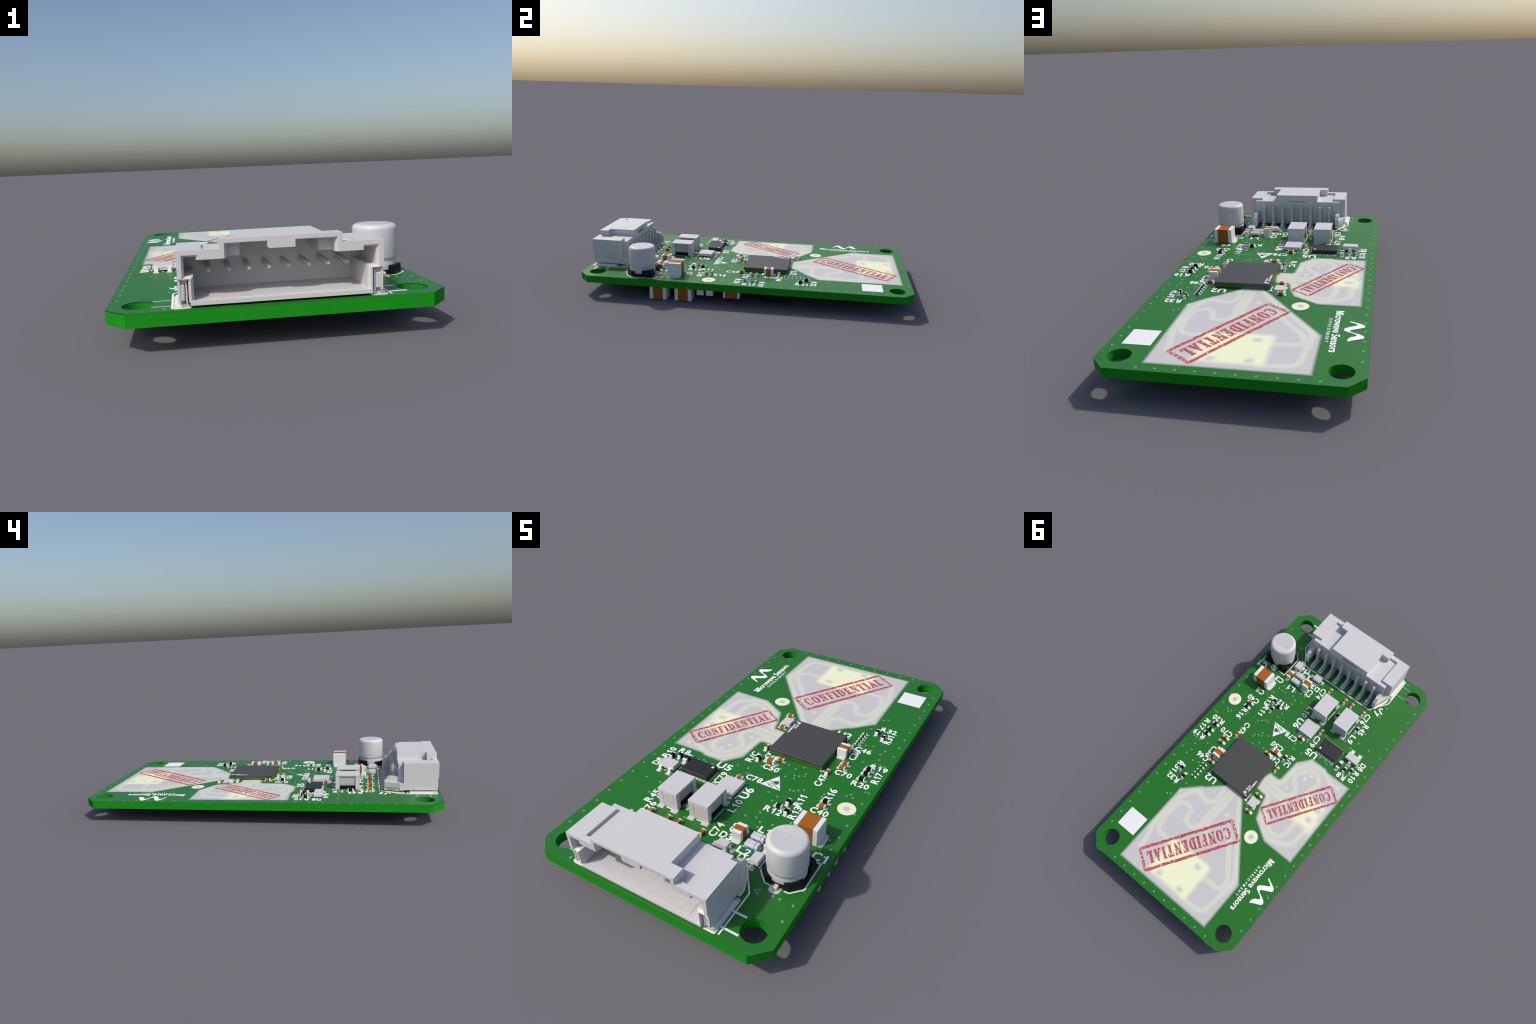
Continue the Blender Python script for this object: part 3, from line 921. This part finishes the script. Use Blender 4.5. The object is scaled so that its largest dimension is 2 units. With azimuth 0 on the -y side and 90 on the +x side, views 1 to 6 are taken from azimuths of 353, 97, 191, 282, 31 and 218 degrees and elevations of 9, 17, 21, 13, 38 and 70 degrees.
# crystal with rounded metal lid
bm = bmesh.new()
add_prism(bm, rounded_rect(-.1035, -.0505, .2115, .2700, .004), ZT + .0012, .1345)
xt = new_obj("crystal", mesh_from_bm(bm, "crystal", M["solder"], 40), root)
bm = bmesh.new()
add_prism(bm, rounded_rect(-.1022, -.0515, .2130, .2688, .006), .1345, .1405, 0, (.0016, .0016))
new_obj("crystal_lid", mesh_from_bm(bm, "crystal_lid", M["white_body"], 40), xt)
for x0 in (-.1070, -.0680):
    for y0 in (.2085, .2520):
        gull_pad(xt, x0, x0 + .021, y0, y0 + .0205)

# three-lead diode
d8 = package("dual_diode", -.4115, -.3265, -.3685, -.3190, .1335, .1560, "white_body", inset=.003)
for x in (-.395, -.343):
    gull_lead(d8, x, -.3665, (0, -1), .015, .022, .1450, mat="terminal")
    gull_pad(d8, x - .010, x + .010, -.3960, -.3690)
gull_lead(d8, -.3690, -.3210, (0, 1), .017, .022, .1450, mat="terminal")
gull_pad(d8, -.3805, -.3575, -.3170, -.2925)
# two-lead diodes
d4 = package("diode", .2515, .2940, -.6670, -.6125, .1325, .1530, "white_body", inset=.003)
for s, y in ((-1, -.6650), (1, -.6145)):
    gull_lead(d4, .2725, y, (0, s), .013, .017, .1440)
    yy = y + s * .012
    gull_pad(d4, .2625, .2825, yy - .011, yy + .009)
d3 = package("diode", .0975, .1500, -.6600, -.6180, .1325, .1530, "white_body", inset=.003)
for s, x in ((-1, .0995), (1, .1480)):
    gull_lead(d3, x, -.6390, (s, 0), .013, .017, .1440)
    xx = x + s * .012
    gull_pad(d3, xx - .010, xx + .010, -.6490, -.6290)
# ferrite beads: blue core under a pale cap
for y in (-.5845, -.5385):
    bm = bmesh.new(); add_box(bm, .1925, .2505, y - .0205, y + .0205, ZT - .0004, ZT + .0030)
    fb = new_obj("ferrite_bead", mesh_from_bm(bm, "ferrite_bead", M["blue"]), root)
    bm = bmesh.new()
    # bridge-shaped cap: thick slab with cut upper edges, standing on two end feet
    for x0, x1 in ((.1935, .2352), (.2368, .2495)):
        add_prism(bm, rect(x0, x1, y - .0172, y + .0172), .1375, .1455)
        add_prism(bm, rect(x0, x1, y - .0172, y + .0172), .1455, .1515, 0, (.0006, .0055))
    for x0, x1 in ((.1940, .2040), (.2395, .2490)):
        add_box(bm, x0, x1, y - .0160, y + .0160, ZT + .0031, .1374)
    new_obj("bead_cap", mesh_from_bm(bm, "bead_cap", M["white_body"]), fb)
    for x0, x1 in ((.1860, .1922), (.2508, .2560)):
        bm = bmesh.new(); add_box(bm, x0, x1, y - .0165, y + .0165, ZT - .0004, ZT + .0012)
        new_obj("solder_pad", mesh_from_bm(bm, "solder_pad", M["cream"]), fb)

# ------------------------------------------------------------------ wire-wound inductors
def inductor(cx, cy):
    w, l, zt = .0485, .0670, .2147
    bm = bmesh.new()
    add_box(bm, -w, w, -l, l, .2060, zt, 0, .0012)
    o = new_obj("wound_inductor", mesh_from_bm(bm, "wound_inductor", M["white_body"]), root)
    o.location = (cx, cy, 0)
    for s in (-1, 1):
        bm = bmesh.new()
        y0, y1 = sorted((s * l * .985, s * (l - .0225)))
        add_box(bm, -w * .97, w * .97, y0, y1, ZT + .002, .2058, 0, .001)
        fl = new_obj("flange", mesh_from_bm(bm, "flange", M["white_body"]), o)
        # raised corner pilaster with the groove beside it
        bm = bmesh.new()
        yo = s * l
        a, b = sorted((yo * .98, yo * 1.0))
        add_box(bm, -w * .985, -w * .985 + .024, a, b, ZT + .002, .2035, 0, .0005)
        add_box(bm, -w * .985 + .027, w * .985, a, b, ZT + .002, .2035, 0, .0005)
        new_obj("flange_face", mesh_from_bm(bm, "flange_face", M["white_body"]), o)
        for x0 in (-w - .001, w - .028):
            gull_pad(o, x0, x0 + .028, *sorted((s * (l - .01), s * (l + .0180))))
        bm = bmesh.new()
        add_prism(bm, rect(-.011, .019, *sorted((s * (l + .0005), s * (l + .006)))), ZT - .0004, Z_SILK)
        new_obj("outline_tick", mesh_from_bm(bm, "outline_tick", M["silk"]), o)
    # winding: ribbed coil between the flanges
    bm = bmesh.new()
    n, y0, y1 = 22, -l + .0235, l - .0235
    p = (y1 - y0) / n
    prof = []
    ring = rounded_rect(-w * .86, w * .86, .1480, .2040, .008, 4)
    for i in range(2 * n + 1):
        y = y0 + p * i / 2
        k = 1.0 if i % 2 else 0.965
        prof.append([bm.verts.new((x * k, y, .176 + (z - .176) * k)) for x, z in ring])
    m = len(ring)
    for a, b in zip(prof, prof[1:]):
        for i in range(m):
            j = (i + 1) % m
            bm.faces.new((a[i], a[j], b[j], b[i]))
    bm.faces.new(prof[0]); bm.faces.new(prof[-1][::-1])
    new_obj("winding", mesh_from_bm(bm, "winding", M["winding"], 50), o)
    bm = bmesh.new(); add_box(bm, -w * .80, w * .80, -l + .024, l - .024, ZT + .001, .1475)  # black block modelled to show the dark gap beneath the winding
    new_obj("core", mesh_from_bm(bm, "core", M["black"]), o)
    for s in (-1, 1):
        bm = bmesh.new()
        add_prism(bm, rect(*sorted((s * (w + .0005), s * (w + .0045))), -.038, .038), ZT - .0004, Z_SILK)
        new_obj("outline_tick", mesh_from_bm(bm, "outline_tick", M["silk"]), o)
    return o
inductor(-.0456, -.4962)
inductor(-.1992, -.4970)

# ------------------------------------------------------------------ electrolytic capacitor
EX, EY, ER = .3966, -.6290, .0782
def lathe(name, prof, cx, cy, mat, n=64, ang=35):
    bm = bmesh.new()
    rings = [[bm.verts.new((cx + r * math.cos(2 * math.pi * i / n), cy + r * math.sin(2 * math.pi * i / n), z)) for i in range(n)] for r, z in prof]
    for a, b in zip(rings, rings[1:]):
        for i in range(n):
            j = (i + 1) % n
            bm.faces.new((a[i], a[j], b[j], b[i]))
    bm.faces.new(rings[0][::-1]); bm.faces.new(rings[-1])
    return mesh_from_bm(bm, name, mat, ang)
prof = [(ER * .90, .140), (ER * .955, .1435), (ER * .965, .160), (ER * .955, .169), (ER * .935, .174), (ER * .945, .179), (ER * .99, .184), (ER, .189), (ER, .285)]
for i in range(1, 9):
    t = math.radians(90 * i / 8)
    prof.append((ER - .0175 + .0175 * math.cos(t), .285 + .0175 * math.sin(t)))
can = new_obj("electrolytic_capacitor", lathe("electrolytic_capacitor", prof, EX, EY, M["can"]), root)
# polarity segment printed on the lid
bm = bmesh.new()
rm = ER - .0178
a0 = math.asin(0.020 / rm)
seg = [(EX + rm * math.cos(t), EY + rm * math.sin(t)) for t in [math.pi - a0 + (math.pi + 2 * a0) * i / 40 for i in range(41)]]
add_prism(bm, seg, .3022, .3029)
new_obj("polarity_mark", mesh_from_bm(bm, "polarity_mark", M["can_mark"]), can)
# black base: square with two cut corners, raised corner guards
bx0, bx1, by0, by1, bc = EX - .083, EX + .083, EY - .079, EY + .079, .036
base_poly = [(bx0 + bc, by0), (bx1 - bc, by0), (bx1, by0 + bc), (bx1, by1), (bx0, by1), (bx0, by0 + bc)]
bm = bmesh.new(); add_prism(bm, base_poly, ZT + .0012, .1445)
cb = new_obj("capacitor_base", mesh_from_bm(bm, "capacitor_base", M["black"]), can)
def guard(poly, top):
    bm = bmesh.new(); add_prism(bm, poly, .1440, top)
    new_obj("base_guard", mesh_from_bm(bm, "base_guard", M["black"]), can)
g = .0385
def arc(cx, cy, r, a, b, n=8):
    return [(cx + r * math.cos(math.radians(a + (b - a) * i / n)), cy + r * math.sin(math.radians(a + (b - a) * i / n))) for i in range(n + 1)]
rg = ER * .985
guard([(bx1, EY + .022), (bx1, by1 - .012), (bx1 - .012, by1), (EX + .024, by1)] + arc(EX, EY, rg, 72, 18), .1670)
guard([(EX - .024, by1), (bx0 + .012, by1), (bx0, by1 - .012), (bx0, EY + .022)] + arc(EX, EY, rg, 162, 108), .1670)
guard([(bx0 + .001, EY - .028), (bx0 + .001, by0 + bc), (bx0 + bc, by0 + .001), (EX - .030, by0 + .001)] + arc(EX, EY, rg, 250, 200), .1600)
guard([(EX + .030, by0 + .001), (bx1 - bc, by0 + .001), (bx1 - .001, by0 + bc), (bx1 - .001, EY - .028)] + arc(EX, EY, rg, 340, 290), .1600)
for s in (-1, 1):
    y = EY + s * .079
    bm = bmesh.new(); add_box(bm, EX - .010, EX + .010, *sorted((y - s * .004, y + s * .0175)), ZT + .001, .1420, 0, .003)
    new_obj("lead", mesh_from_bm(bm, "lead", M["lead"]), can)
    bm = bmesh.new()
    add_prism(bm, rounded_rect(EX - .0225, EX + .0225, *sorted((y - s * .02, y + s * .0330)), .017), ZT - .0004, ZT + .0009)
    new_obj("solder_pad", mesh_from_bm(bm, "solder_pad", M["solder"]), can)

# ------------------------------------------------------------------ connector
YF, YB, YW = -.987, -.776, -.804      # front, back of body, back of wings
CT, WT, RT, CB = .3225, .2945, .282, .1355  # block top, wing top, recess floor, underside
def union_body():
    bm = bmesh.new(); add_box(bm, -.268, .268, YF, YB, CB, RT)
    o = new_obj("connector", mesh_from_bm(bm, "connector", M["nylon"]), root)
    adds = []
    for s in (-1, 1):
        x = lambda a, b: sorted((s * a, s * b))
        adds.append(temp_box(*x(.229, .302), YF, YW, .2135, WT))
        adds.append(temp_box(*x(.200, .302), YF + .0065, YW, .1435, .2140))
        adds.append(temp_box(*x(.150, .240), YF, -.962, .260, WT))
        adds.append(temp_box(*x(.260, .302), -.8045, -.783, CB + .006, .1820))
        adds.append(temp_box(*x(.100, .179), YF, -.9345, .250, CT))
    adds.append(temp_box(-.1305, .1305, YF, YB, .240, CT))
    boolean(o, adds, "UNION")
    return o
conn = union_body()
cuts = []
YI = -.798
cuts.append(temp_box(-.2565, .2565, YF - .02, YI, .1485, .2665))
# funnel mouth of the cavity
bm = bmesh.new()
def funnel(x0, x1, z0, z1, c=.0085, d=.012):
    b2 = bmesh.new()
    lo = [(x0 - c, z0 - c), (x1 + c, z0 - c), (x1 + c, z1 + c), (x0 - c, z1 + c)]
    hi = [(x0, z0), (x1, z0), (x1, z1), (x0, z1)]
    k = .25
    ext = [(x - (hx - x) * k, z - (hz - z) * k) for (x, z), (hx, hz) in zip(lo, hi)]
    a = [b2.verts.new((x, YF - d * k, z)) for x, z in ext]
    b = [b2.verts.new((x, YF + d, z)) for x, z in hi]
    b2.faces.new(a); b2.faces.new(b[::-1])
    for i in range(4):
        j = (i + 1) % 4
        b2.faces.new((a[i], a[j], b[j], b[i]))
    return new_obj("cutter", mesh_from_bm(b2, "cutter", []))
cuts.append(funnel(-.2565, .2565, .1555, .2585, .0075))
for s in (-1, 1):
    x = lambda a, b: sorted((s * a, s * b))
    cuts.append(temp_box(*x(.2475, .2815), YF - .02, -.818, .2200, .2745))
    cuts.append(funnel(*x(.2480, .2812), .2205, .2740, .0072))
    cuts.append(temp_box(*x(.2715, .2950), YF - .02, -.83, CB - .02, .2085))   # slot for the hold-down
cuts.append(temp_box(-.1180, .1180, YF - .02, YI, .240, .3090))
cuts.append(temp_box(-.1580, .1580, YF - .02, -.9440, .250, .3055))
cuts.append(funnel(-.1580, .1580, .262, .3030, .0075))
cuts.append(temp_box(-.0545, .0550, YI - .06, YB + .02, .2800, .3000))       # slot in the back wall
boolean(conn, cuts)
conn.data.materials.clear(); conn.data.materials.append(M["nylon"])
for p in conn.data.polygons:
    p.material_index = 0
# latch lip hanging from the mouth
bm = bmesh.new()
lip = [(-.0415, .3115), (.0400, .3115), (.0400, .2882), (-.0365, .2882), (-.0415, .2935)]
va = [bm.verts.new((x, YF + .0001, z)) for x, z in lip]; vb = [bm.verts.new((x, YF + .022, z)) for x, z in lip]
bm.faces.new(va); bm.faces.new(vb[::-1])
for i in range(5):
    bm.faces.new((va[i], vb[i], vb[(i + 1) % 5], va[(i + 1) % 5]))
new_obj("latch_lip", mesh_from_bm(bm, "latch_lip", M["nylon"]), conn)
# floor ribs inside
bm = bmesh.new()
add_box(bm, -.2120, .2120, YF + .014, YI, .1480, .1500)
new_obj("floor_step", mesh_from_bm(bm, "floor_step", M["nylon"]), conn)

# contacts: horizontal pin in the cavity, blade down the back, foot on its pad
bm = bmesh.new()
hp = .0068
vs = []
add_box(bm, -hp, hp, -.921, YI + .002, .2245 - hp, .2245 + hp)
a = [bm.verts.new((sx * hp, -.9212, .2245 + sz * hp)) for sx, sz in ((-1, -1), (1, -1), (1, 1), (-1, 1))]
b = [bm.verts.new((sx * hp * .55, -.934, .2245 + sz * hp * .55)) for sx, sz in ((-1, -1), (1, -1), (1, 1), (-1, 1))]
bm.faces.new(b)
for i in range(4):
    bm.faces.new((a[i], a[(i + 1) % 4], b[(i + 1) % 4], b[i]))
side = [(YB - .004, .2560), (-.7480, .2560), (-.7430, .2500), (-.7380, .1620), (-.7300, .1530), (-.7060, .1500), (-.7000, .1440), (-.7000, ZT + .0016),
        (-.7560, ZT + .0016), (-.7620, .1440), (YB - .004, .1440)]
pw = .0074
A = [bm.verts.new((-pw, y, z)) for y, z in side]; B = [bm.verts.new((pw, y, z)) for y, z in side]
bm.faces.new(A); bm.faces.new(B[::-1])
for i in range(len(side)):
    j = (i + 1) % len(side)
    bm.faces.new((A[i], A[j], B[j], B[i]))
pin_mesh = mesh_from_bm(bm, "contact_pin", M["pin"])
bm = bmesh.new()
add_prism(bm, rounded_rect(-.0155, .0155, -.7850, -.6830, .0120), ZT - .0004, ZT + .0010)
pad_mesh = mesh_from_bm(bm, "solder_pad", M["solder"])
for i in range(8):
    o = new_obj("contact_pin", pin_mesh, conn); o.location.x = -.21 + .06 * i
    o = new_obj("solder_pad", pad_mesh, conn); o.location.x = -.21 + .06 * i

# side hold-downs
for s in (-1, 1):
    def side_pts(p):
        return [(s * x, y) for x, y in p][::s]
    bm = bmesh.new()
    # rear foot: upright plate with cut top corner, and a brace toward the wing
    prof = [(-.7010, ZT + .008), (-.7010, .190), (-.7230, .2130), (YB + .001, .2130), (YB + .001, ZT + .008)]
    A = [bm.verts.new((s * .2490, y, z)) for y, z in prof]; B = [bm.verts.new((s * .2700, y, z)) for y, z in prof]
    bm.faces.new(A); bm.faces.new(B[::-1])
    for i in range(5):
        j = (i + 1) % 5
        bm.faces.new((A[i], A[j], B[j], B[i]))
    add_prism(bm, side_pts([(.2702, -.7240), (.2705, -.7010), (.2720, -.7010), (.3020, -.7820), (.3020, -.7835), (.2702, -.7835)]), .1560, .1830)
    add_prism(bm, side_pts([(.2702, -.7330), (.2900, -.7600), (.2960, -.7835), (.2702, -.7835)]), ZT + .008, .1558)
    new_obj("rear_foot", mesh_from_bm(bm, "rear_foot", M["nylon"]), conn)
    x = lambda a, b: sorted((s * a, s * b))
    bm = bmesh.new()
    add_box(bm, *x(.2820, .3005), YF + .008, -.86, .1480, .1965, 0, .003)
    add_box(bm, *x(.2760, .3000), YF + .016, -.86, .1970, .2075)
    add_box(bm, *x(.2755, .2800), YF + .010, -.86, .1400, .2050)
    new_obj("hold_down_clip", mesh_from_bm(bm, "hold_down_clip", M["solder"]), conn)
    bm = bmesh.new()
    add_box(bm, *x(.2715, .3130), -.9650, -.8350, ZT + .001, .1362)
    new_obj("hold_down_foot", mesh_from_bm(bm, "hold_down_foot", M["terminal"]), conn)
    bm = bmesh.new()
    add_prism(bm, rounded_rect(*x(.2660, .3190), -.9830, -.8180, .008), ZT - .0004, ZT + .0007, 0)
    add_prism(bm, rounded_rect(*x(.2760, .3200), -.9770, -.8200, .008), ZT - .0004, ZT + .0012, 1)
    new_obj("solder_pad", mesh_from_bm(bm, "solder_pad", [M["cream"], M["solder"]]), conn)
    bm = bmesh.new()
    add_prism(bm, side_pts([(.255, -.7050), (.2760, -.7010), (.3080, -.7800), (.3080, -.8100), (.255, -.8100)]), ZT - .0004, ZT + .0008)
    new_obj("solder_pad", mesh_from_bm(bm, "solder_pad", M["cream"]), conn)
